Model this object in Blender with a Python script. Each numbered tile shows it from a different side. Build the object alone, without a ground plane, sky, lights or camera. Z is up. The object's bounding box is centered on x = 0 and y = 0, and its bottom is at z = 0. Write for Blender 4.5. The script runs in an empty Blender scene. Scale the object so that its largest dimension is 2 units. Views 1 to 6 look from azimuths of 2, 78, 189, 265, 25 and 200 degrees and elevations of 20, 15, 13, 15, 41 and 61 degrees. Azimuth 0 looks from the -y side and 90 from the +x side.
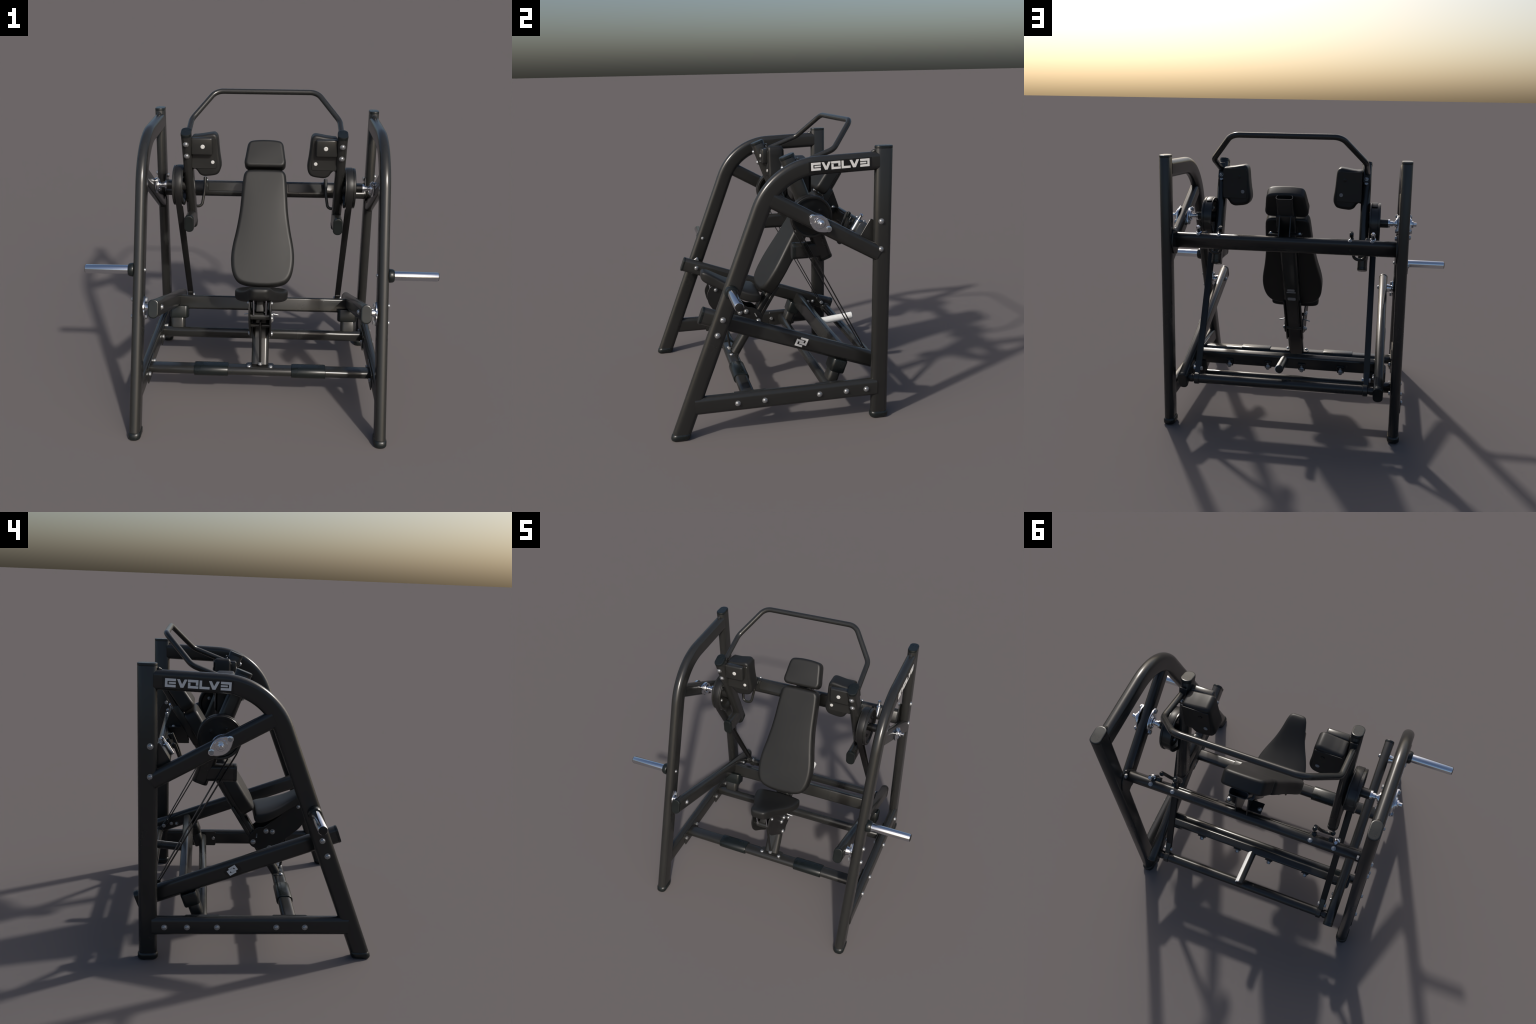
import bpy, bmesh, math, random
from mathutils import Vector as V, Matrix

random.seed(7)

# =====================================================================
#  MATERIALS
# =====================================================================
def new_mat(name, color, rough=0.4, metal=0.0, coat=0.0, spec=0.5, var=0.12, var_scale=9.0,
            bump=0.0, bump_scale=300.0, rough_var=0.06, smudge=0.0):
    m = bpy.data.materials.new(name)
    m.use_nodes = True
    nt = m.node_tree
    b = nt.nodes["Principled BSDF"]
    tc = nt.nodes.new("ShaderNodeTexCoord")
    ns = nt.nodes.new("ShaderNodeTexNoise")
    ns.inputs["Scale"].default_value = var_scale
    ns.inputs["Detail"].default_value = 5
    nt.links.new(tc.outputs["Object"], ns.inputs["Vector"])
    cr = nt.nodes.new("ShaderNodeValToRGB")
    c = color
    cr.color_ramp.elements[0].position = 0.3
    cr.color_ramp.elements[1].position = 0.7
    cr.color_ramp.elements[0].color = (c[0] * (1 - var), c[1] * (1 - var), c[2] * (1 - var), 1)
    cr.color_ramp.elements[1].color = (c[0] * (1 + var), c[1] * (1 + var), c[2] * (1 + var), 1)
    nt.links.new(ns.outputs["Fac"], cr.inputs["Fac"])
    nt.links.new(cr.outputs["Color"], b.inputs["Base Color"])
    mr = nt.nodes.new("ShaderNodeMapRange")
    mr.inputs["From Min"].default_value = 0.3
    mr.inputs["From Max"].default_value = 0.7
    mr.inputs["To Min"].default_value = max(0.02, rough - rough_var)
    mr.inputs["To Max"].default_value = rough + rough_var
    nt.links.new(ns.outputs["Fac"], mr.inputs["Value"])
    nt.links.new(mr.outputs["Result"], b.inputs["Roughness"])
    b.inputs["Metallic"].default_value = metal
    b.inputs["Specular IOR Level"].default_value = spec
    b.inputs["Coat Weight"].default_value = coat
    b.inputs["Coat Roughness"].default_value = 0.12
    if bump > 0:
        n2 = nt.nodes.new("ShaderNodeTexNoise")
        n2.inputs["Scale"].default_value = bump_scale
        n2.inputs["Detail"].default_value = 3
        nt.links.new(tc.outputs["Object"], n2.inputs["Vector"])
        bp = nt.nodes.new("ShaderNodeBump")
        bp.inputs["Strength"].default_value = bump
        bp.inputs["Distance"].default_value = 0.002
        nt.links.new(n2.outputs["Fac"], bp.inputs["Height"])
        nt.links.new(bp.outputs["Normal"], b.inputs["Normal"])
    return m

PAINT = new_mat("black_powder_coat", (0.0185, 0.0187, 0.0178), rough=0.26, spec=0.5, var=0.025, var_scale=6, rough_var=0.015)
RUBBER = new_mat("black_rubber", (0.0075, 0.0100, 0.0100), rough=0.30, spec=0.45, var=0.08, bump=0.02, bump_scale=200)
VINYL = new_mat("black_vinyl", (0.0120, 0.0121, 0.0117), rough=0.46, spec=0.36, var=0.05, rough_var=0.02, bump=0.05, bump_scale=380)
DARK = new_mat("black_plate", (0.012, 0.012, 0.012), rough=0.42, spec=0.4, var=0.1)
CHROME = new_mat("chrome", (0.70, 0.72, 0.76), rough=0.16, metal=1.0, var=0.04, rough_var=0.04, bump=0.08, bump_scale=40)
STEEL = new_mat("zinc_steel", (0.38, 0.39, 0.40), rough=0.33, metal=0.75, var=0.08)
ZINC = new_mat("bright_zinc", (0.52, 0.52, 0.51), rough=0.45, var=0.05)
WHITE = new_mat("white_print", (0.72, 0.71, 0.69), rough=0.5, var=0.05)
GREYP = new_mat("grey_print", (0.22, 0.22, 0.225), rough=0.5, var=0.12, var_scale=60)
DECAL = new_mat("decal_black", (0.006, 0.006, 0.006), rough=0.35, var=0.05)

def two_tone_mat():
    """weight horn: base colour split along X, pale +x flank, near-black -x flank"""
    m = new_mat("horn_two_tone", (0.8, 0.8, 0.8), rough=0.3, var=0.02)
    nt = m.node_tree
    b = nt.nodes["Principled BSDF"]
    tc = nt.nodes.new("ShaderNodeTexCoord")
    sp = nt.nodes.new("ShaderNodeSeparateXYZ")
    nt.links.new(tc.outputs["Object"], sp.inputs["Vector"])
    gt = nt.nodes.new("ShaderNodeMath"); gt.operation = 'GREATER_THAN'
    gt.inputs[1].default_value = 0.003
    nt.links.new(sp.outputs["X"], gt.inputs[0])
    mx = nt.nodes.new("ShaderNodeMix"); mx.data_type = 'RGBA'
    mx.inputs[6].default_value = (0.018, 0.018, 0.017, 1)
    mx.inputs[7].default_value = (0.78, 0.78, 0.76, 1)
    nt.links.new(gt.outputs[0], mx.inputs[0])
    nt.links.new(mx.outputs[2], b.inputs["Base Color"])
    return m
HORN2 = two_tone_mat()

# =====================================================================
#  OBJECT HELPERS
# =====================================================================
ROOT = bpy.data.objects.new("pullover_machine", None)
ROOT.empty_display_size = 0.1
bpy.context.scene.collection.objects.link(ROOT)
ROOT["label"] = "black plate-loaded gym pullover machine with padded bench and chrome horns"
ROOT["category"] = "gym machine"

def finish(name, bm, mat, parent=None, angle=38, smooth=True, origin=None):
    bmesh.ops.remove_doubles(bm, verts=bm.verts, dist=1e-6)
    bmesh.ops.recalc_face_normals(bm, faces=bm.faces)
    xs = [v.co for v in bm.verts]
    if origin is None:
        lo = V((min(c[i] for c in xs) for i in range(3)))
        hi = V((max(c[i] for c in xs) for i in range(3)))
        origin = (lo + hi) / 2
    origin = V(origin)
    for v in bm.verts:
        v.co -= origin
    me = bpy.data.meshes.new(name)
    bm.to_mesh(me)
    bm.free()
    if smooth:
        me.shade_smooth()
        me.set_sharp_from_angle(angle=math.radians(angle))
    me.materials.append(mat)
    return place(name, me, origin, parent)

def place(name, me, loc, parent=None, rot=None):
    o = bpy.data.objects.new(name, me)
    bpy.context.scene.collection.objects.link(o)
    m = Matrix.Translation(V(loc))
    if rot is not None:
        m = m @ rot.to_4x4()
    par = parent or ROOT
    while par is not ROOT and par.parent is not ROOT:   # thing > part > sub-part, no deeper
        par = par.parent
    o.parent = par
    o.matrix_parent_inverse = Matrix.Identity(4)
    # parents carry translation/rotation: store the local matrix explicitly
    pm = WORLD.get(par.name, Matrix.Identity(4))
    o.matrix_basis = pm.inverted() @ m
    WORLD[o.name] = m
    return o
WORLD = {}

# ---------------------------------------------------------------- rings
def rrect(w, h, r, k=6):
    """rounded rectangle outline centred on 0, k+1 points per corner"""
    r = max(min(r, w / 2 - 1e-4, h / 2 - 1e-4), 1e-4)
    pts = []
    for cx, cy, a0 in ((w/2-r, h/2-r, 0), (-w/2+r, h/2-r, 90), (-w/2+r, -h/2+r, 180), (w/2-r, -h/2+r, 270)):
        for i in range(k + 1):
            a = math.radians(a0 + 90 * i / k)
            pts.append((cx + r * math.cos(a), cy + r * math.sin(a)))
    return pts

def skin(bm, rings, closed=True, cap0=True, cap1=True):
    vr = [[bm.verts.new(p) for p in ring] for ring in rings]
    n = len(vr[0])
    for a, b in zip(vr, vr[1:]):
        for i in range(n if closed else n - 1):
            j = (i + 1) % n
            bm.faces.new((a[i], a[j], b[j], b[i]))
    if cap0:
        bm.faces.new(vr[0][::-1])
    if cap1:
        bm.faces.new(vr[-1])
    return vr

def fillet(pts, radii, seg=14):
    """polyline with rounded corners"""
    pts = [V(p) for p in pts]
    out = [pts[0]]
    for i in range(1, len(pts) - 1):
        p, a, b = pts[i], pts[i-1], pts[i+1]
        d1 = (a - p).normalized(); d2 = (b - p).normalized()
        r = radii[i-1]
        ang = d1.angle(d2)
        t = r / math.tan(ang / 2)
        c = p + (d1 + d2).normalized() * (r / math.sin(ang / 2))
        s = p + d1 * t - c; e = p + d2 * t - c
        tot = s.angle(e)
        for q in range(seg + 1):
            f = q / seg
            v = (s * math.sin((1-f)*tot) + e * math.sin(f*tot)) / math.sin(tot)
            out.append(c + v)
    out.append(pts[-1])
    return out

def sweep(bm, path, side, w, h, r, end_bevel=(0.003, 0.003), k=6):
    """rounded-rect tube: w along `side`, h across; ends slightly rounded"""
    path = [V(p) for p in path]
    side = V(side).normalized()
    def frame(i):
        if i == 0: t = path[1] - path[0]
        elif i == len(path) - 1: t = path[-1] - path[-2]
        else: t = (path[i+1] - path[i]).normalized() + (path[i] - path[i-1]).normalized()
        t.normalize()
        nrm = t.cross(side).normalized()
        sd = nrm.cross(t).normalized()
        return t, sd, nrm
    rings = []
    for i, p in enumerate(path):
        t, sd, nm = frame(i)
        if i == 0 and end_bevel[0] > 0:
            e = end_bevel[0]
            for d, ins in ((0, e*1.8), (0, e), (e*0.3, e*0.3), (e, 0)):
                rings.append([p + t*d + sd*a + nm*b for a, b in rrect(w-2*ins, h-2*ins, r-ins, k)])
        elif i == len(path)-1 and end_bevel[1] > 0:
            e = end_bevel[1]
            for d, ins in ((e, 0), (e*0.3, e*0.3), (0, e), (0, e*1.8)):
                rings.append([p - t*d + sd*a + nm*b for a, b in rrect(w-2*ins, h-2*ins, r-ins, k)])
        else:
            rings.append([p + sd*a + nm*b for a, b in rrect(w, h, r, k)])
    skin(bm, rings)
    return bm

def tube(name, path, side, w, h, r, mat=PAINT, parent=None, bev=(0.003, 0.003), angle=38):
    bm = bmesh.new()
    sweep(bm, path, side, w, h, r, bev)
    return finish(name, bm, mat, parent, angle)

def basis(axis):
    a = V(axis).normalized()
    s = V((0, 0, 1)) if abs(a.z) < 0.9 else V((0, 1, 0))
    x = s.cross(a).normalized()
    return a, x, a.cross(x)

def lathe_into(bm, base, axis, prof, seg=32):
    """prof: list of (t along axis, radius)"""
    a, x, y = basis(axis)
    rings = []
    for t, r in prof:
        r = max(r, 1e-4)
        rings.append([V(base) + a*t + x*(r*math.cos(2*math.pi*i/seg)) + y*(r*math.sin(2*math.pi*i/seg)) for i in range(seg)])
    skin(bm, rings)

def lathe(name, base, axis, prof, mat, parent=None, seg=32, angle=38):
    bm = bmesh.new()
    lathe_into(bm, base, axis, prof, seg)
    return finish(name, bm, mat, parent, angle)

def rod(name, p0, p1, r, mat, parent=None, bev=0.002, seg=28):
    p0, p1 = V(p0), V(p1)
    L = (p1 - p0).length
    return lathe(name, p0, p1 - p0, [(0, r-bev), (bev, r), (L-bev, r), (L, r-bev)], mat, parent, seg)

def round_path(bm, path, r, seg=20):
    """round tube along a free 3D path (parallel transport)"""
    path = [V(p) for p in path]
    t0 = (path[1]-path[0]).normalized()
    _, x, _ = basis(t0)
    rings = []
    prev = t0
    for i, p in enumerate(path):
        if i == 0: t = t0
        elif i == len(path)-1: t = (path[-1]-path[-2]).normalized()
        else: t = ((path[i+1]-p).normalized() + (p-path[i-1]).normalized()).normalized()
        q = prev.rotation_difference(t)
        x = (q @ x); x = (x - t * x.dot(t)).normalized()
        y = t.cross(x)
        prev = t
        rings.append([p + x*(r*math.cos(2*math.pi*j/seg)) + y*(r*math.sin(2*math.pi*j/seg)) for j in range(seg)])
    skin(bm, rings)

def slab(bm, poly, o, ea, eb, en, t, bev=0.0015, corner=0.0):
    """extrude a 2D polygon (a,b) by thickness t along en, chamfered rim"""
    o, ea, eb, en = V(o), V(ea), V(eb), V(en)
    pts = [V((p[0], p[1], 0)) for p in poly]
    if corner > 0:
        n = len(pts); out = []
        for i in range(n):
            p, a, b = pts[i], pts[i-1], pts[(i+1) % n]
            d1 = (a-p); d2 = (b-p)
            tt = min(corner, d1.length*0.45, d2.length*0.45)
            s, e = p + d1.normalized()*tt, p + d2.normalized()*tt
            for q in range(6):
                f = q/5
                out.append(s*(1-f)**2 + p*2*f*(1-f) + e*f**2)
        pts = out
    area = sum(pts[i-1].x*pts[i].y - pts[i].x*pts[i-1].y for i in range(len(pts)))
    if area < 0: pts.reverse()
    ins = inset(pts, bev)
    def w(ps, h): return [o + ea*p.x + eb*p.y + en*h for p in ps]
    skin(bm, [w(ins, 0), w(pts, bev), w(pts, t-bev), w(ins, t)])

def inset(pts, d):
    out = []
    n = len(pts)
    for i in range(n):
        e1 = (pts[i]-pts[i-1]); e2 = (pts[(i+1) % n]-pts[i])
        n1 = V((-e1.y, e1.x, 0)); n2 = V((-e2.y, e2.x, 0))
        if n1.length > 1e-9: n1.normalize()
        if n2.length > 1e-9: n2.normalize()
        m = n1 + n2
        if m.length < 1e-6: m = n1
        m.normalize()
        c = max(0.35, m.dot(n1) if n1.length > 0 else 1)
        out.append(pts[i] + m*(d/c))
    return out

def plate(name, poly, o, ea, eb, en, t, mat=PAINT, parent=None, corner=0.0, bev=0.0015):
    bm = bmesh.new()
    slab(bm, poly, o, ea, eb, en, t, bev, corner)
    return finish(name, bm, mat, parent, 35)

def box(name, c, sx, sy, sz, mat=PAINT, parent=None, r=0.006, rot=None, seg=3):
    bm = bmesh.new()
    bmesh.ops.create_cube(bm, size=1)
    bmesh.ops.scale(bm, vec=(sx, sy, sz), verts=bm.verts)
    bmesh.ops.bevel(bm, geom=bm.edges[:], offset=r, segments=seg, profile=0.5, affect='EDGES')
    if rot is not None:
        bmesh.ops.rotate(bm, cent=(0, 0, 0), matrix=rot, verts=bm.verts)
    bmesh.ops.translate(bm, vec=c, verts=bm.verts)
    return finish(name, bm, mat, parent, 30)

# ---------------------------------------------------------------- bolts
def bolt_mesh(r=0.0125, h=0.012):
    bm = bmesh.new()
    lathe_into(bm, (0, 0, 0), (1, 0, 0), [(0, r*1.35), (0.002, r*1.35), (0.0025, r*1.02), (h*0.55, r*0.98), (h*0.85, r*0.8), (h, r*0.45)], 20)
    bmesh.ops.recalc_face_normals(bm, faces=bm.faces)
    me = bpy.data.meshes.new("bolt")
    bm.to_mesh(me); bm.free()
    me.shade_smooth(); me.set_sharp_from_angle(angle=math.radians(45))
    me.materials.append(STEEL)
    return me
BOLT = bolt_mesh()
BOLT_S = bolt_mesh(0.009, 0.010)
def hexnut_mesh(r, h):
    bm = bmesh.new()
    lathe_into(bm, (0, 0, 0), (1, 0, 0), [(0, r*0.92), (h*0.12, r), (h*0.88, r), (h, r*0.9)], 6)
    bmesh.ops.recalc_face_normals(bm, faces=bm.faces)
    me = bpy.data.meshes.new("nut")
    bm.to_mesh(me); bm.free()
    me.materials.append(STEEL)
    return me
NUT = hexnut_mesh(0.013, 0.012)
def bolt(p, axis, parent=None, me=None, name="bolt"):
    q = V((1, 0, 0)).rotation_difference(V(axis).normalized())
    return place(name, me or BOLT, p, parent, q.to_matrix())

# =====================================================================
#  DIMENSIONS
# =====================================================================
FX = 0.690            # side frame centre plane
X, Y, Z = V((1, 0, 0)), V((0, 1, 0)), V((0, 0, 1))
TW, TH, TR = 0.060, 0.105, 0.0285   # oval tube: thickness, depth, edge radius

LEVER_F, LEVER_R = V((0, -0.474, 0.720)), V((0, 0.664, 0.306))
LDIR = (LEVER_R - LEVER_F).normalized()
LUP = V((0, -LDIR.z, LDIR.y))

# =====================================================================
#  SIDE FRAMES
# =====================================================================
def letter_strokes():
    # stroke centre lines in a unit cell (a across, b up)
    return {
        "E": [[(0.97, 0.87), (0.14, 0.87), (0.14, 0.13), (0.97, 0.13)], [(0.36, 0.5), (0.97, 0.5)]],
        "V": [],
        "O": [[(0.0, 0.87), (0.87, 0.87), (0.87, 0.36)], [(0.13, 0.66), (0.13, 0.13), (1.0, 0.13)]],
        "L": [[(0.14, 1.0), (0.14, 0.13), (1.0, 0.13)]],
        "3": [[(0.03, 0.87), (0.86, 0.87), (0.86, 0.13), (0.03, 0.13)], [(0.03, 0.5), (0.64, 0.5)]],
    }

def stroke_poly(pts, t):
    """mitred ribbon polygon around an open polyline"""
    P = [V((p[0], p[1], 0)) for p in pts]
    L, R = [], []
    for i, p in enumerate(P):
        d1 = (p - P[i-1]).normalized() if i > 0 else (P[1]-P[0]).normalized()
        d2 = (P[i+1]-p).normalized() if i < len(P)-1 else d1
        n1 = V((-d1.y, d1.x, 0)); n2 = V((-d2.y, d2.x, 0))
        m = (n1+n2).normalized(); c = max(0.4, m.dot(n1))
        L.append(p + m*(t/2/c)); R.append(p - m*(t/2/c))
    return [(p.x, p.y) for p in L + R[::-1]]

GLYPHS = letter_strokes()

def side_frame(s):
    fx = s*FX
    # ---- rear post
    post = tube("rear_post", [(fx, 0.592, 0.014), (fx, 0.592, 1.652)], X, TW, 0.103, TR)
    bm = bmesh.new()
    sweep(bm, [(fx, 0.592, 1.651), (fx, 0.592, 1.666)], X, TW+0.0006, 0.1036, TR, (0, 0.004))
    finish("post_cap", bm, RUBBER, post)
    foot(fx, 0.592, 0.0, post)
    # ---- arch: horizontal top, wide bend, raked front leg
    path = fillet([(fx, 0.560, 1.5815), (fx, -0.034, 1.561), (fx, -0.6261, 0.023)], [0.365], 22)
    arch = tube("arch_tube", path, X, TW+0.002, TH, TR, bev=(0, 0))
    foot(fx, -0.633, 0.382, arch)
    bm = bmesh.new()
    lathe_into(bm, (fx, 0.545, 1.634), (0, -1, -0.1), [(0, 0.008), (0.012, 0.013), (0.026, 0.006)], 14)
    finish("weld_bead", bm, PAINT, arch)
    # ---- upper brace
    brace = tube("brace_tube", [(s*0.6955, 0.570, 1.0435), (s*0.6955, -0.065, 1.394)], X, 0.057, 0.093, 0.0265, bev=(0, 0))
    # ---- base rail
    rail = tube("base_rail", [(s*0.6975, 0.570, 0.204), (s*0.6975, -0.540, 0.204)], X, 0.057, 0.109, 0.0265, bev=(0, 0))
    # ---- visible bolts on the outer face
    xo = s*(FX + TW/2 - 0.0005)
    for y in (0.499, 0.373, 0.206, -0.128, -0.290):
        bolt((s*0.726, y, 0.204), (s, 0, 0), rail)
    for y, z in ((0.576, 1.236), (0.576, 1.071)):
        bolt((xo, y, z), (s, 0, 0), post)
    for y, z in ((-0.359, 0.724), (-0.393, 0.634)):
        bolt((s*(FX+0.031), y, z), (s, 0, 0), arch)
    # ---- plate horn on the front leg
    yh, zh = -0.306, 0.885
    lathe("horn_collar", (s*0.718, yh, zh), (s, 0, 0), [(0, 0.038), (0.004, 0.040), (0.024, 0.038), (0.032, 0.033), (0.033, 0.026)], RUBBER, arch)
    horn = lathe("weight_horn", (s*0.745, yh, zh), (s, 0, 0), [(0, 0.0262), (0.247, 0.0262), (0.2505, 0.0235)], CHROME, arch, 40)
    lathe("horn_plug", (s*0.9945, yh, zh), (s, 0, 0), [(0, 0.0230), (0.003, 0.0230), (0.0055, 0.016)], DARK, horn)
    bolt((s*0.660, yh, zh), (-s, 0, 0), arch, BOLT_S)
    # ---- word on the top tube
    ztilt = V((0, 0.9993, 0.036))
    read = ztilt * s                     # reading direction
    up = V((0, -0.036, 0.9993))
    y0, z0 = (0.160, 1.5445) if s > 0 else (0.504, 1.550)
    face = s*(FX + 0.0309)
    oc = V((face, y0, z0))
    lp = [(-0.012, -0.010), (0.352, -0.010), (0.352, 0.049), (-0.012, 0.049)]
    lab = plate("decal", lp, oc, read, up, X*s, 0.0012, DECAL, arch, bev=0.0004)
    cells = [("E", 0.0, 0.058), ("V", 0.062, 0.052), ("O", 0.117, 0.054), ("L", 0.175, 0.053), ("V", 0.223, 0.055), ("3", 0.283, 0.058)]
    hgt = 0.0425
    for g, a0, w in cells:
        bm = bmesh.new()
        if g == "V":
            vee = [(0.0, 1.0), (0.27, 1.0), (0.5, 0.40), (0.73, 1.0), (1.0, 1.0), (0.64, 0.0), (0.36, 0.0)]
            slab(bm, [(p[0]*w, p[1]*hgt) for p in vee], oc + read*a0 + X*s*0.0012, read, up, X*s, 0.0012, 0.0003)
        for st in GLYPHS[g]:
            pts = [(p[0]*w, p[1]*hgt) for p in st]
            t = 0.0090 if len(st) == 2 else 0.0125
            slab(bm, stroke_poly(pts, t), oc + read*a0 + X*s*0.0012, read, up, X*s, 0.0012, 0.0003)
        finish("letter", bm, WHITE, lab, 20)
    return post, arch, brace, rail

def foot(fx, y, slope, parent):
    bm = bmesh.new()
    rings = []
    for z, ins in ((0.0, 0.010), (0.003, 0.004), (0.010, 0.0), (0.028, 0.0), (0.036, 0.003), (0.042, 0.010)):
        c = V((fx, y + slope*z*0.8, z))
        rings.append([c + X*a + Y*b for a, b in rrect(0.072-2*ins, 0.114-2*ins, 0.031-ins)])
    skin(bm, rings)
    return finish("foot_cap", bm, RUBBER, parent, 50)

frames = {s: side_frame(s) for s in (-1, 1)}

# =====================================================================
#  CROSS MEMBERS OF THE FRAME
# =====================================================================
# rear beam: its tall face leans back parallel to the bench column
FC = V((0, 0.517, 1.152))
FU = V((0, 0.518, 0.855)).normalized()
FN = V((0, -FU.z, FU.y))
beam = tube("rear_beam", [FC - X*0.655, FC + X*0.655], FN, 0.058, 0.104, 0.0275)
for s in (-1, 1):
    # leaning end flange reaching back to the post
    plate("beam_flange", [(-0.075, -0.045), (-0.040, 0.034), (0.088, 0.034), (0.088, -0.040), (0.040, -0.090), (-0.030, -0.090)],
          FC + X*s*0.653, FU, FN, X*s, 0.007, PAINT, beam, corner=0.014)
    for z in (1.225,):
        bolt((s*0.653, 0.560, z), (-s, 0, 0), beam, NUT, "nut")
    # raised panels on the front face
    plate("beam_panel", [(0.150, -0.026), (0.372, -0.026), (0.372, 0.030), (0.150, 0.030)], FC + FN*0.0285, X*s, FU, FN, 0.003, PAINT, beam, corner=0.006)

# foot bar
AY, AZ = -0.212, 0.208
fbar = tube("foot_bar", [(-0.667, AY, AZ), (0.667, AY, AZ)], Y, 0.084, 0.053, 0.0255)
for s in (-1, 1):
    tube("grip_sleeve", [(s*0.192, AY, AZ), (s*0.398, AY, AZ)], Y, 0.100, 0.068, 0.032, RUBBER, fbar, bev=(0.004, 0.004))
    plate("bar_flange", [(-0.102, -0.060), (0.102, -0.060), (0.102, 0.048), (-0.102, 0.048)], (s*0.665, -0.209, 0.204), Y, Z, X*s, 0.0055, PAINT, fbar, corner=0.012)
    for y in (-0.128, -0.290):
        bolt((s*0.665, y, 0.204), (-s, 0, 0), fbar, NUT, "nut")
    bolt((s*0.066, -0.222, AZ+0.0255), (0, -0.12, 1), fbar)
# rear lower bar
rbar = tube("lower_crossbar", [(-0.667, 0.286, 0.204), (0.667, 0.286, 0.204)], Y, 0.052, 0.069, 0.0245)
for s in (-1, 1):
    plate("bar_flange", [(-0.100, -0.060), (0.100, -0.060), (0.100, 0.048), (-0.100, 0.048)], (s*0.665, 0.289, 0.204), Y, Z, X*s, 0.0055, PAINT, rbar, corner=0.012)
    for y in (0.206, 0.373):
        bolt((s*0.665, y, 0.204), (-s, 0, 0), rbar, NUT, "nut")
    # bump stop: leaning post with a thick rubber cap under the lever
    b0 = V((s*0.575, 0.306, 0.195))
    bp = tube("bumper_post", [b0, b0 + LUP*0.10], X, 0.097, 0.070, 0.022, PAINT, rbar)
    c0 = V((s*0.5685, 0.344, 0.284))
    tube("bumper_cap", [c0, c0 + LUP*0.083], X, 0.124, 0.094, 0.020, RUBBER, bp, bev=(0.008, 0.006))

# =====================================================================
#  LOWER LEVER YOKE (carries the weight horn, drives the belts)
# =====================================================================
LX = 0.5885
def lever(s):
    lx = s*LX
    a = V((lx, LEVER_F.y, LEVER_F.z)); b = V((lx, LEVER_R.y, LEVER_R.z))
    lv = tube("lever_arm", [a + LDIR*0.012, b - LDIR*0.02], X, 0.058, 0.104, 0.0275)
    for q0, q1 in ((a, a + LDIR*0.0135), (b - LDIR*0.022, b)):
        tube("end_cap", [q0, q1], X, 0.060, 0.106, 0.0285, RUBBER, lv, bev=(0.005 if q0 is a else 0, 0.005 if q0 is not a else 0))
    # chrome pivot between lever and leg
    pv = V((s*0.612, -0.374, 0.684))
    lathe("pivot_hub", pv, (s, 0, 0), [(0, 0.030), (0.018, 0.027), (0.024, 0.024), (0.036, 0.024), (0.040, 0.034), (0.048, 0.036)], CHROME, lv)
    ld = V((0, 0.357, 0.934)); ln = V((0, -0.934, 0.357))
    plate("pivot_flange", [(0, 0.072), (0.030, 0.030), (0.030, -0.030), (0, -0.072), (-0.030, -0.030), (-0.030, 0.030)],
          (s*0.650, -0.376, 0.680), ln, ld, X*s, 0.009, CHROME, lv, corner=0.012)
    for y, z in ((-0.359, 0.724), (-0.393, 0.634)):
        bolt((s*0.650, y, z), (-s, 0, 0), lv, NUT, "nut")
    bolt((s*(LX-0.029), -0.372, 0.687), (-s, 0, 0), lv)
    for y in (0.477, 0.515):
        bolt((s*(LX-0.029), y, 0.353), (-s, 0, 0), lv, BOLT_S)
    # decal + interlocked hooks emblem on the outer face
    c = V((s*(LX+0.0289), 0.128, 0.512)) - LUP*0.008
    t = LEVER_F + LDIR*((c - V((c.x, 0, 0)) - LEVER_F).dot(LDIR))
    c = V((c.x, t.y, t.z))
    read = LDIR*s
    hexp = [(-0.052, 0.006), (-0.012, 0.030), (0.030, 0.030), (0.056, -0.004), (0.028, -0.030), (-0.036, -0.030)]
    dec = plate("decal", hexp, c, read, LUP, X*s, 0.0012, DECAL, lv, bev=0.0004)
    if s > 0:
        hook = [(0.0026, -0.026), (-0.036, -0.0105), (-0.0235, 0.018), (0.0135, 0.001)]
    else:
        hook = [(-0.021, 0.0054), (0.0100, 0.0255), (0.0230, 0.0083), (-0.0054, -0.0110)]
    bm = bmesh.new()
    for sg in (1, -1):
        slab(bm, stroke_poly([(p[0]*sg, p[1]*sg) for p in hook], 0.0122), c + X*s*0.0012, Y*s, Z, X*s, 0.0012, 0.0003)
    finish("emblem", bm, WHITE, dec, 20)
    return lv
levers = {s: lever(s) for s in (-1, 1)}

# yoke beam between the levers (tilted with them)
CC = V((0, 0.392, 0.380))
yoke = tube("yoke_beam", [V((-0.570, CC.y, CC.z)), V((0.570, CC.y, CC.z))], LDIR, 0.050, 0.094, 0.013)
# rear weight horn
h0 = V((0, 0.416, 0.394))
hd = V((0, 0.238, 0.026)).normalized()
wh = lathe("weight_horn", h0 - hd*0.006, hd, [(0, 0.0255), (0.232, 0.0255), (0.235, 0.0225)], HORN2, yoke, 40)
lathe("horn_plug", h0 + hd*0.2285, hd, [(0, 0.0222), (0.002, 0.0222), (0.0035, 0.016)], DARK, wh, 32)
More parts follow.
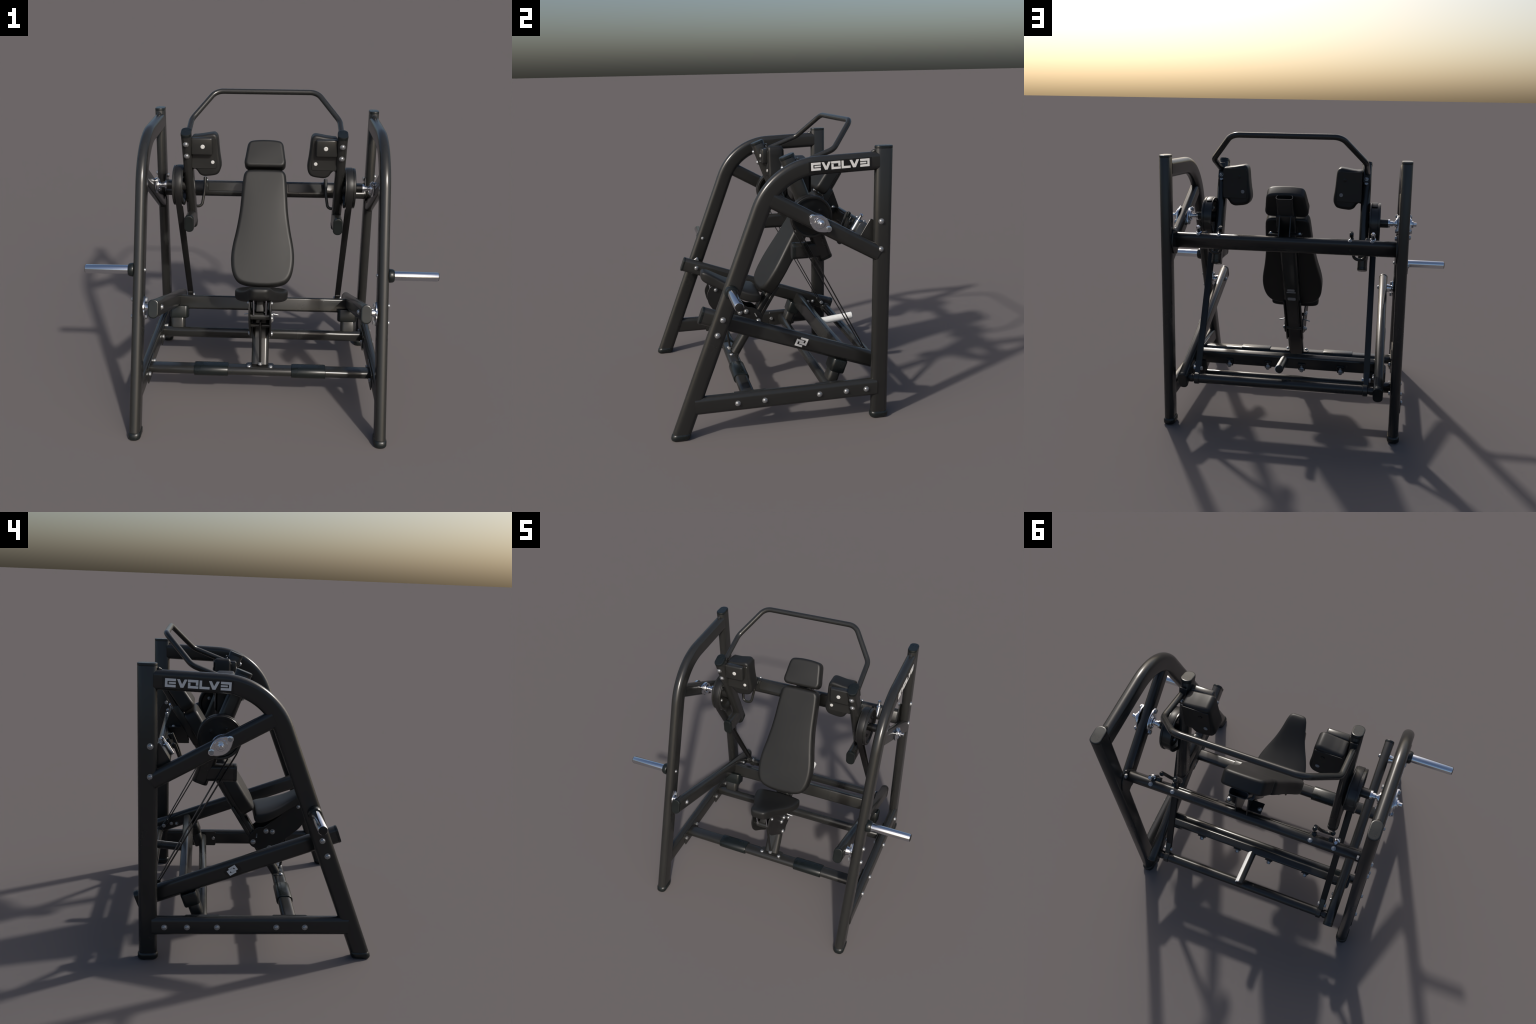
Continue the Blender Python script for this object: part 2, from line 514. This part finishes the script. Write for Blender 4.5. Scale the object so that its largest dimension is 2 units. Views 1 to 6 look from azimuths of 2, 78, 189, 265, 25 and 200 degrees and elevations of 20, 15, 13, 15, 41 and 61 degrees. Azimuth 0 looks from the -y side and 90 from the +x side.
# bolt clips on the lower rear edge
for x in (0.352, 0.105, -0.109, -0.352):
    o = CC + X*x + LDIR*0.0245 - LUP*0.016
    clip = plate("clip", [(-0.021, -0.030), (0.021, -0.030), (0.024, 0.024), (-0.024, 0.024)], o, X, LUP, LDIR, 0.009, RUBBER, yoke, corner=0.006)
    lathe("clip_bolt", o + LDIR*0.008 - LUP*0.018, LDIR, [(0, 0.015), (0.004, 0.016), (0.008, 0.013), (0.017, 0.012), (0.020, 0.006)], STEEL, clip, 16)
    lathe("clip_bolt", o + LDIR*0.008 + LUP*0.006, LDIR, [(0, 0.007), (0.005, 0.007), (0.007, 0.004)], STEEL, clip, 14)

# belt bar at the rear of the levers
EC = V((0, 0.603, 0.308))
ebar = rod("belt_bar", (-0.505, EC.y, EC.z), (0.505, EC.y, EC.z), 0.0295, PAINT)
for s in (-1, 1):
    lathe("bar_stub", (s*0.525, EC.y, EC.z), (s, 0, 0), [(0, 0.022), (0.014, 0.022), (0.015, 0.026), (0.045, 0.026)], PAINT, ebar)

# =====================================================================
#  UPPER ARMS, WHEELS, BELTS, SHAFTS
# =====================================================================
WC = V((0, 0.211, 1.250))     # pivot axis (y,z)
WR = 0.1235
AX = 0.457
ARM_T, ARM_B = V((0, 0.083, 1.606)), V((0, 0.319, 0.967))
ADIR = (ARM_B - ARM_T).normalized()          # downwards
AFR = V((0, ADIR.z, -ADIR.y))                # towards the front
BELT_END = V((0, 0.566, 0.358))

def upper_arm(s):
    ax = s*AX
    o = X*ax
    arm = tube("pad_arm", [ARM_T + o + ADIR*0.014, ARM_B + o - ADIR*0.016], X, 0.058, 0.091, 0.0275)
    tube("end_cap", [ARM_T + o, ARM_T + o + ADIR*0.018], X, 0.0605, 0.0935, 0.0285, RUBBER, arm, bev=(0.004, 0))
    tube("end_cap", [ARM_B + o - ADIR*0.018, ARM_B + o], X, 0.0595, 0.0925, 0.0285, RUBBER, arm, bev=(0, 0.006))
    # forward stub near the lower end
    stub = tube("stop_stub", [(ax, 0.118, 1.030), (ax, 0.300, 1.030)], X, 0.056, 0.103, 0.0265, PAINT, arm, bev=(0, 0.003))
    tube("end_cap", [(ax, 0.108, 1.030), (ax, 0.128, 1.030)], X, 0.0585, 0.1055, 0.0275, RUBBER, stub, bev=(0.006, 0))
    # wheel
    w0 = V((s*0.489, WC.y, WC.z))
    wheel = lathe("drive_wheel", w0, (s, 0, 0),
          [(0.030, 0.020), (0.030, 0.070), (0.022, 0.098), (0.004, 0.104), (0.0, 0.110), (0.0, WR-0.002), (0.003, WR), (0.0085, WR), (0.010, WR-0.004),
           (0.050, WR-0.004), (0.0515, WR), (0.061, WR), (0.064, WR-0.002), (0.064, 0.112), (0.062, 0.108), (0.056, 0.106), (0.054, 0.102), (0.054, 0.020)],
          PAINT, arm, 64, 30)
    lathe("wheel_hub", V((s*0.470, WC.y, WC.z)), (s, 0, 0), [(0, 0.034), (0.050, 0.034), (0.050, 0.030), (0.070, 0.030)], DARK, wheel)
    for a in range(4):
        an = math.radians(35 + 90*a)
        bolt(V((s*0.5415, WC.y + 0.062*math.cos(an), WC.z + 0.062*math.sin(an))), (s, 0, 0), wheel, BOLT_S).data = BOLT_D
        bolt(V((s*0.5160, WC.y + 0.062*math.cos(an), WC.z + 0.062*math.sin(an))), (-s, 0, 0), wheel, BOLT_S)
    # shaft
    lathe("shaft_sleeve", V((s*0.530, WC.y, WC.z)), (s, 0, 0), [(0, 0.027), (0.070, 0.027), (0.072, 0.025)], PAINT, wheel)
    lathe("shaft", V((s*0.590, WC.y, WC.z)), (s, 0, 0), [(0, 0.026), (0.022, 0.026), (0.024, 0.017), (0.040, 0.017), (0.042, 0.013), (0.066, 0.013)], CHROME, wheel)
    # chrome bearing flanges either side of the brace
    bd = V((0, 0.635, -0.351)).normalized(); bn = V((0, 0.351, 0.635)).normalized()
    dia = [(-0.082, 0.0), (-0.050, 0.030), (-0.016, 0.046), (0.016, 0.046), (0.050, 0.030), (0.082, 0.0), (0.050, -0.030), (0.016, -0.046), (-0.016, -0.046), (-0.050, -0.030)]
    # the diamond stands steeper than the brace
    an = math.radians(-8)
    e1 = bd*math.cos(an) + bn*math.sin(an); e2 = -bd*math.sin(an) + bn*math.cos(an)
    for sgn, x in ((1, 0.7230), (-1, 0.6680)):
        fl = plate("bearing_flange", dia, V((s*x, WC.y-0.002, WC.z-0.003)), e1, e2, X*s*sgn, 0.012, CHROME, frames[s][2], corner=0.016, bev=0.003)
        lathe("bearing_boss", V((s*(x+sgn*0.010), WC.y, WC.z)), (s*sgn, 0, 0), [(0, 0.042), (0.004, 0.042), (0.0045, 0.036), (0.010, 0.034), (0.0105, 0.028), (0.005, 0.027), (0.005, 0.022), (0.016, 0.022)], CHROME, fl)
        if sgn > 0:
            lathe("shaft_nut", V((s*0.738, WC.y, WC.z)), (s, 0, 0), [(0, 0.021), (0.016, 0.021), (0.018, 0.018)], CHROME, fl, 6)
            lathe("shaft_tip", V((s*0.750, WC.y, WC.z)), (s, 0, 0), [(0, 0.012), (0.022, 0.012), (0.024, 0.010)], CHROME, fl, 18)
        for q in (-0.060, 0.060):
            bolt(V((s*(x+sgn*0.011), WC.y, WC.z)) + e1*q, (s*sgn, 0, 0), fl, NUT, "nut")
            lathe("washer", V((s*(x+sgn*0.0105), WC.y, WC.z)) + e1*q, (s*sgn, 0, 0), [(0, 0.018), (0.003, 0.018), (0.004, 0.016)], CHROME, fl, 20)
    # twin belt straps from the wheel front down to the belt bar
    bx = s*0.5165
    def strap(p0, p1, th, wrap=None):
        bm = bmesh.new()
        pts = [V((bx, p[0], p[1])) for p in ([] if wrap is None else wrap)] + [V((bx, p0[0], p0[1])), V((bx, p1[0], p1[1]))]
        sweep(bm, pts, X, 0.037, th, th*0.45, (0.001, 0.001), 2)
        return finish("belt_strap", bm, DARK, wheel, 30)
    wrap = []
    for i in range(12):
        a = math.radians(60 + 145*i/11)
        wrap.append((WC.y + (WR+0.0005)*math.cos(a), WC.z + (WR+0.0005)*math.sin(a)))
    strap((0.116, 1.154), (0.560, 0.352), 0.004, wrap)
    strap((0.163, 1.128), (0.568, 0.360), 0.004)
    # clevis and collar on the belt bar
    cd = (EC - BELT_END); cd.x = 0; cd.normalize(); cn = V((0, cd.z, -cd.y))
    ck = plate("belt_clevis", [(-0.050, -0.012), (0.060, -0.014), (0.060, 0.014), (-0.050, 0.012)], V((bx - 0.015, BELT_END.y, BELT_END.z)), cd, cn, X, 0.030, PAINT, ebar, corner=0.01)
    lathe("collar", V((s*0.498, EC.y, EC.z)), (s, 0, 0), [(0, 0.032), (0.003, 0.0355), (0.027, 0.0355), (0.030, 0.032)], PAINT, ebar)
    for sg in (-1, 1):
        bolt(V((bx + sg*0.015, BELT_END.y, BELT_END.z)), (sg, 0, 0), ck, NUT, "nut")
    # ---- pad block
    xi = 0.432
    prof = [(0.432, 1.372), (0.432, 1.440), (0.432, 1.510), (0.432, 1.562), (0.400, 1.570), (0.364, 1.575), (0.325, 1.582), (0.298, 1.584),
            (0.281, 1.570), (0.275, 1.540), (0.272, 1.500), (0.267, 1.450), (0.260, 1.400), (0.262, 1.370), (0.276, 1.344),
            (0.300, 1.333), (0.335, 1.328), (0.364, 1.327), (0.388, 1.338), (0.402, 1.358), (0.415, 1.370)]
    pts = catmull(prof, 4)
    bm = bmesh.new()
    cushion_into(bm, pts, V((0, 0.130, 0)), X*s, Z, Y, 0.106, 0.022, 0.016, 0.0)
    pad = finish("pad_block", bm, VINYL, arm, 50)
    plate("pad_plate", [(xi-0.148, 1.378), (xi, 1.376), (xi, 1.558), (xi-0.148, 1.558)], (0, 0.1325, 0), X*s, Z, -Y, 0.006, PAINT, pad, corner=0.010)
    bk = box("pad_bracket", (s*0.3680, 0.112, 1.515), 0.126, 0.042, 0.103, PAINT, pad, r=0.010)
    plate("pad_plate", [(xi-0.150, 1.377), (xi, 1.377), (xi, 1.562), (xi-0.150, 1.562)], (0, 0.2345, 0), X*s, Z, Y, 0.005, DARK, pad, corner=0.012)
    disc("bolt_cap", (s*0.362, 0.091, 1.515), (0, -1, 0), 0.0125, ZINC, bk)
    disc("bolt_cap", (s*0.307, 0.1265, 1.416), (0, -1, 0), 0.0105, ZINC, pad)
    disc("bolt_cap", (s*0.308, 0.2395, 1.419), (0, 1, 0), 0.0115, GREYP, pad)
    disc("bolt_cap", (s*0.330, 0.2395, 1.512), (0, 1, 0), 0.0105, DECAL, pad)
    # arm front bolts and back bolts
    for q in (0.062, 0.142):
        p = ARM_T + o + ADIR*q + AFR*0.045
        bolt(p, AFR, arm)
        bolt(ARM_T + o + ADIR*q - AFR*0.045, -AFR, arm, NUT, "nut")
    return arm

def disc(name, p, axis, r, mat, parent):
    return lathe(name, p, axis, [(0, r), (0.003, r), (0.0045, r*0.8), (0.0045, r*0.5), (0.0035, r*0.45)], mat, parent, 20)

def catmull(pts, k):
    out = []
    n = len(pts)
    P = [V((p[0], p[1], 0)) for p in pts]
    for i in range(n):
        p0, p1, p2, p3 = P[i-1], P[i], P[(i+1) % n], P[(i+2) % n]
        for j in range(k):
            t = j/k
            out.append(0.5*((2*p1) + (p2-p0)*t + (2*p0-5*p1+4*p2-p3)*t*t + (3*p1-p0-3*p2+p3)*t**3))
    return out

def cushion_into(bm, pts, o, ea, eb, en, thick, r_front, r_back, crown, steps=6):
    """upholstered block: outline pts in (a,b), thickness along en, gently bulging front"""
    area = sum(pts[i-1].x*pts[i].y - pts[i].x*pts[i-1].y for i in range(len(pts)))
    if area < 0: pts = pts[::-1]
    rings = []
    def add(ins, h):
        q = inset(pts, ins) if ins > 0 else pts
        rings.append([o + ea*p.x + eb*p.y + en*h for p in q])
    for i in range(steps+1):
        a = math.pi/2*i/steps
        add(r_back*(1-math.sin(a)), r_back*(1-math.cos(a)))
    for i in range(steps+1):
        a = math.pi/2*i/steps
        add(r_front*(1-math.cos(a)), thick - r_front*(1-math.sin(a)))
    # bulge: parabola across the width, flat-topped along the length
    face = inset(pts, r_front)
    c = sum(face, V((0, 0, 0)))/len(face)
    xm = max(abs(p.x - c.x) for p in face)
    b0, b1 = min(p.y for p in face), max(p.y for p in face)
    for f in (0.97, 0.93, 0.88, 0.82, 0.75, 0.67, 0.58, 0.48, 0.38, 0.28, 0.18, 0.09, 0.02):
        ring = []
        for p in face:
            q = c + (p-c)*f
            t = (q.y-b0)/(b1-b0)
            g = math.sin(math.pi*min(max(t, 0), 1))**0.8
            rel = f*abs(p.x-c.x)/xm
            ring.append(o + ea*q.x + eb*q.y + en*(thick + crown*g*(1-rel*rel)*(1-f**6)))
        rings.append(ring)
    skin(bm, rings)

# dark bolts for the wheel
BOLT_D = BOLT_S.copy(); BOLT_D.materials.clear(); BOLT_D.materials.append(DARK)
arms = {s: upper_arm(s) for s in (-1, 1)}

# handle bar: one bent tube joining both arms behind the pads
hp = [(-0.462, 0.165, 1.552), (-0.458, 0.370, 1.630), (-0.318, 0.515, 1.784), (0.318, 0.515, 1.784), (0.458, 0.370, 1.630), (0.462, 0.165, 1.552)]
bm = bmesh.new()
round_path(bm, fillet(hp, [0.075, 0.085, 0.085, 0.075], 10), 0.0168)
handle = finish("handle_bar", bm, PAINT)
for s in (-1, 1):
    rot = Matrix.Rotation(math.radians(-20), 3, 'X') if False else None
    p = ARM_T + X*s*AX + ADIR*0.090 - AFR*0.052
    plate("handle_mount", [(-0.020, -0.050), (0.020, -0.050), (0.020, 0.050), (-0.020, 0.050)], p, X, -ADIR, -AFR, 0.010, PAINT, handle, corner=0.006)
    bolt(p - AFR*0.010 + ADIR*0.028, -AFR, handle, BOLT_S)

# U-hooks and studs on the rear beam
for s in (-1, 1):
    bm = bmesh.new()
    U = [(s*0.393, 0.478, 1.236), (s*0.395, 0.442, 1.150), (s*0.410, 0.411, 1.058), (s*0.472, 0.411, 1.058), (s*0.486, 0.442, 1.150), (s*0.487, 0.460, 1.196)]
    round_path(bm, fillet(U, [0.05, 0.028, 0.028, 0.03], 8), 0.0095, 14)
    uh = finish("band_hook", bm, PAINT, beam)
    lathe("hook_tip", (s*0.393, 0.476, 1.205), FU, [(0, 0.010), (0.004, 0.012), (0.030, 0.012), (0.035, 0.006)], RUBBER, uh, 16)
    lathe("hook_tip", (s*0.487, 0.455, 1.176), FU, [(0, 0.010), (0.004, 0.012), (0.024, 0.012), (0.029, 0.006)], RUBBER, uh, 16)
    # chrome stud clamped to the beam
    lathe("hook_stud", FC + X*s*0.519 + FN*0.036 - FU*0.030, FU, [(0, 0.012), (0.004, 0.016), (0.070, 0.016), (0.074, 0.012), (0.100, 0.011), (0.106, 0.013), (0.116, 0.008)], CHROME, uh, 20)
    for x in (0.396, 0.487):
        box("hook_block", FC + X*s*x + FN*0.034 + FU*0.020, 0.024, 0.024, 0.036, RUBBER, uh, r=0.005, rot=Matrix.Rotation(math.radians(-31), 3, 'X'))
    for x in (0.388, 0.515):
        bolt(FC + X*s*x + FU*0.0515, FU, uh, BOLT_S)

# =====================================================================
#  BENCH: column, back pad, head pad, seat
# =====================================================================
PC = V((0, -0.048, 0.488))
CU = V((0, 0.518, 0.855)).normalized()       # up along the column
CN = V((0, -CU.z, CU.y))                     # towards the sitter
def at(x, sv, nv): return PC + X*x + CU*sv + CN*nv

NC = -0.009                                  # column centre offset
bm = bmesh.new()
sweep(bm, [at(0, -0.292, NC), at(0, 0.990, NC)], X, 0.104, 0.058, 0.024, (0, 0.004))
column = finish("bench_column", bm, PAINT)
# open tube that carries the head pad
bm = bmesh.new()
rings = []
p0, p1 = at(0, 0.93, -0.009), at(0, 1.112, -0.009)
for p, w, h, r in ((p0, 0.100, 0.040, 0.016), (p1, 0.100, 0.040, 0.016), (p1, 0.093, 0.033, 0.013), (at(0, 0.95, -0.009), 0.093, 0.033, 0.013)):
    rings.append([p + X*a + CN*b for a, b in rrect(w, h, r)])
skin(bm, rings)
finish("head_post", bm, PAINT, column)
# sleeve bracket around the column and the plates to the rear beam
bm = bmesh.new()
sweep(bm, [at(0, 0.720, NC), at(0, 0.985, NC)], X, 0.116, 0.058, 0.014, (0.004, 0.004))
sleeve = finish("column_sleeve", bm, PAINT, column)
for s in (-1, 1):
    plate("column_gusset", [(0.400, 1.160), (0.470, 1.318), (0.490, 1.326), (0.536, 1.200), (0.505, 1.160), (0.470, 1.095), (0.385, 1.095)],
          (s*0.029, 0, 0), Y, Z, X*s, 0.007, PAINT, sleeve, corner=0.008)
    plate("mount_wing", [(0.0, 0.440), (0.064, 0.440), (0.064, 0.505), (0.0, 0.505)], (s*0.036, 0, 1.205), X*s, Y, Z, 0.005, DARK, sleeve)
    bolt((s*0.086, 0.480, 1.210), (0, 0, 1), sleeve, BOLT_S)
# grey stickers on the rear of the column
for sv, w, h in ((0.362, 0.048, 0.020), (0.342, 0.060, 0.010), (0.280, 0.054, 0.026)):
    plate("sticker", [(-w/2, -h/2), (w/2, -h/2), (w/2, h/2), (-w/2, h/2)], at(0, sv, NC - 0.0292), X, CU, -CN, 0.0012, GREYP, column, corner=h*0.35, bev=0.0004)
# slider guides along the column
for s in (-1, 1):
    bm = bmesh.new()
    sweep(bm, [at(s*0.054, -0.13, NC-0.020), at(s*0.054, 0.25, NC-0.020)], X, 0.010, 0.024, 0.004, (0.002, 0.002))
    finish("slide_rail", bm, PAINT, column)

# back pad
half = [(0.0, 0.925), (0.080, 0.924), (0.113, 0.918), (0.130, 0.897), (0.136, 0.865), (0.141, 0.800), (0.146, 0.720), (0.151, 0.655), (0.161, 0.580), (0.172, 0.515),
        (0.185, 0.450), (0.193, 0.395), (0.195, 0.340), (0.189, 0.284), (0.174, 0.238), (0.147, 0.205), (0.105, 0.188), (0.052, 0.180)]
outl = half + [(0.0, 0.178)] + [(-x, y) for x, y in half[:0:-1]]
bm = bmesh.new()
cushion_into(bm, catmull(outl, 4), at(0, 0, 0.0125), X, CU, CN, 0.0845, 0.023, 0.014, 0.0025, steps=8)
backpad = finish("back_pad", bm, VINYL, None, 50)
plate("pad_board", [(-0.06, 0.25), (0.06, 0.25), (0.06, 0.88), (-0.06, 0.88)], at(0, 0, 0.006), X, CU, CN, 0.012, DARK, backpad, corner=0.02)

# head pad
hh = [(0.0, 1.126), (0.040, 1.125), (0.075, 1.121), (0.098, 1.114), (0.112, 1.096), (0.119, 1.060), (0.126, 1.010), (0.131, 0.978), (0.127, 0.956), (0.112, 0.941), (0.090, 0.938), (0.045, 0.938)]
outl = hh + [(0.0, 0.938)] + [(-x, y) for x, y in hh[:0:-1]]
bm = bmesh.new()
HU = (CU - CN*0.085).normalized()            # head pad leans a little further forward at its lower edge
HN = V((0, -HU.z, HU.y))
cushion_into(bm, catmull([(x, y-1.126) for x, y in outl], 4), at(0, 1.119, 0.006), X, HU, HN, 0.084, 0.020, 0.016, 0.0015, steps=8)
headpad = finish("head_pad", bm, VINYL, None, 50)

# seat: saddle, wide at the rear and narrow at the raised nose
bm = bmesh.new()
# stations: y, half width, top z, bottom z
st = [(-0.403, 0.022, 0.800, 0.780), (-0.399, 0.040, 0.815, 0.764), (-0.388, 0.053, 0.825, 0.752), (-0.360, 0.064, 0.820, 0.735),
      (-0.320, 0.073, 0.798, 0.713), (-0.270, 0.088, 0.768, 0.688), (-0.220, 0.110, 0.742, 0.662), (-0.170, 0.135, 0.722, 0.640),
      (-0.120, 0.154, 0.708, 0.620), (-0.080, 0.162, 0.698, 0.611), (-0.050, 0.160, 0.692, 0.610), (-0.034, 0.154, 0.684, 0.617), (-0.028, 0.142, 0.672, 0.630)]
rings = []
N = 40
for y, hw, zt, zb in st:
    ring = []
    zc, hz = (zt+zb)/2, (zt-zb)/2
    for i in range(N):
        a = 2*math.pi*i/N
        ca, sa = math.cos(a), math.sin(a)
        e = 0.42
        x = hw*math.copysign(abs(ca)**e, ca)
        z = hz*math.copysign(abs(sa)**e, sa)
        ring.append((x, y, zc + z - 0.010*max(0, sa)*(x/0.16)**2))
    rings.append(ring)
skin(bm, rings)
bmesh.ops.recalc_face_normals(bm, faces=bm.faces)
seat = finish("seat_pad", bm, VINYL, None, 60)
m = seat.modifiers.new("sub", 'SUBSURF'); m.levels = 2; m.render_levels = 2

# seat side plates and mechanism
sp = [(-0.004, 0.480), (-0.012, 0.515), (-0.062, 0.557), (-0.100, 0.557), (-0.200, 0.640), (-0.285, 0.716), (-0.345, 0.730), (-0.374, 0.668),
      (-0.362, 0.605), (-0.325, 0.552), (-0.245, 0.484), (-0.158, 0.404), (-0.118, 0.402), (-0.028, 0.424), (-0.006, 0.450)]
seatframe = None
for s in (-1, 1):
    q = plate("seat_plate", sp, (s*0.0565, 0, 0), Y, Z, X*s, 0.008, DARK, seat, corner=0.02)
    for y, z in ((-0.033, 0.460), (-0.114, 0.534), (-0.155, 0.530), (-0.313, 0.700), (-0.140, 0.420)):
        bolt((s*0.0645, y, z), (s, 0, 0), q, BOLT if z < 0.6 else BOLT_S)
    rod("wing_pin", (s*0.064, -0.055, 0.515), (s*0.105, -0.050, 0.505), 0.004, STEEL, q, bev=0.001, seg=10)
    # chrome seat struts under the cushion
    rod("seat_strut", (s*0.036, -0.345, 0.735), (s*0.036, -0.328, 0.632), 0.006, CHROME, q, bev=0.001, seg=12)
rod("cross_tube", (-0.056, -0.305, 0.614), (0.056, -0.305, 0.614), 0.020, PAINT, seat)
rod("cross_tube", (-0.060, -0.200, 0.505), (0.060, -0.200, 0.505), 0.013, PAINT, seat)
rod("cross_tube", (-0.060, -0.033, 0.460), (0.060, -0.033, 0.460), 0.014, PAINT, seat)
box("seat_block", (0, -0.18, 0.655), 0.080, 0.20, 0.03, DARK, seat, r=0.006, rot=Matrix.Rotation(math.radians(-26), 3, 'X'))
box("seat_carrier", (0, -0.245, 0.655), 0.046, 0.150, 0.090, DARK, seat, r=0.006, rot=Matrix.Rotation(math.radians(-30), 3, 'X'))
# slider box in front of the column and the thin release rod
bm = bmesh.new()
sweep(bm, [at(0, -0.232, 0.006), at(0, 0.06, 0.006)], X, 0.074, 0.026, 0.008, (0.006, 0.004))
finish("slider_box", bm, PAINT, column)
rod("release_rod", (0.002, -0.262, 0.560), (0.002, -0.222, 0.262), 0.007, DARK, column, bev=0.001, seg=14)
lathe("rod_end", (0.002, -0.222, 0.268), (0, -0.3, -1), [(0, 0.008), (0.004, 0.013), (0.016, 0.013), (0.020, 0.008)], STEEL, column, 16)
plate("column_foot", [(-0.085, -0.034), (0.085, -0.034), (0.085, 0.034), (-0.085, 0.034)], (0, -0.206, AZ+0.0235), X, Y, Z, 0.006, PAINT, column, corner=0.02)

# apply modifiers so that the meshes are final
dg = bpy.context.evaluated_depsgraph_get()
for o in list(bpy.data.objects):
    if o.type == 'MESH' and o.modifiers:
        me = bpy.data.meshes.new_from_object(o.evaluated_get(dg))
        o.modifiers.clear()
        o.data = me
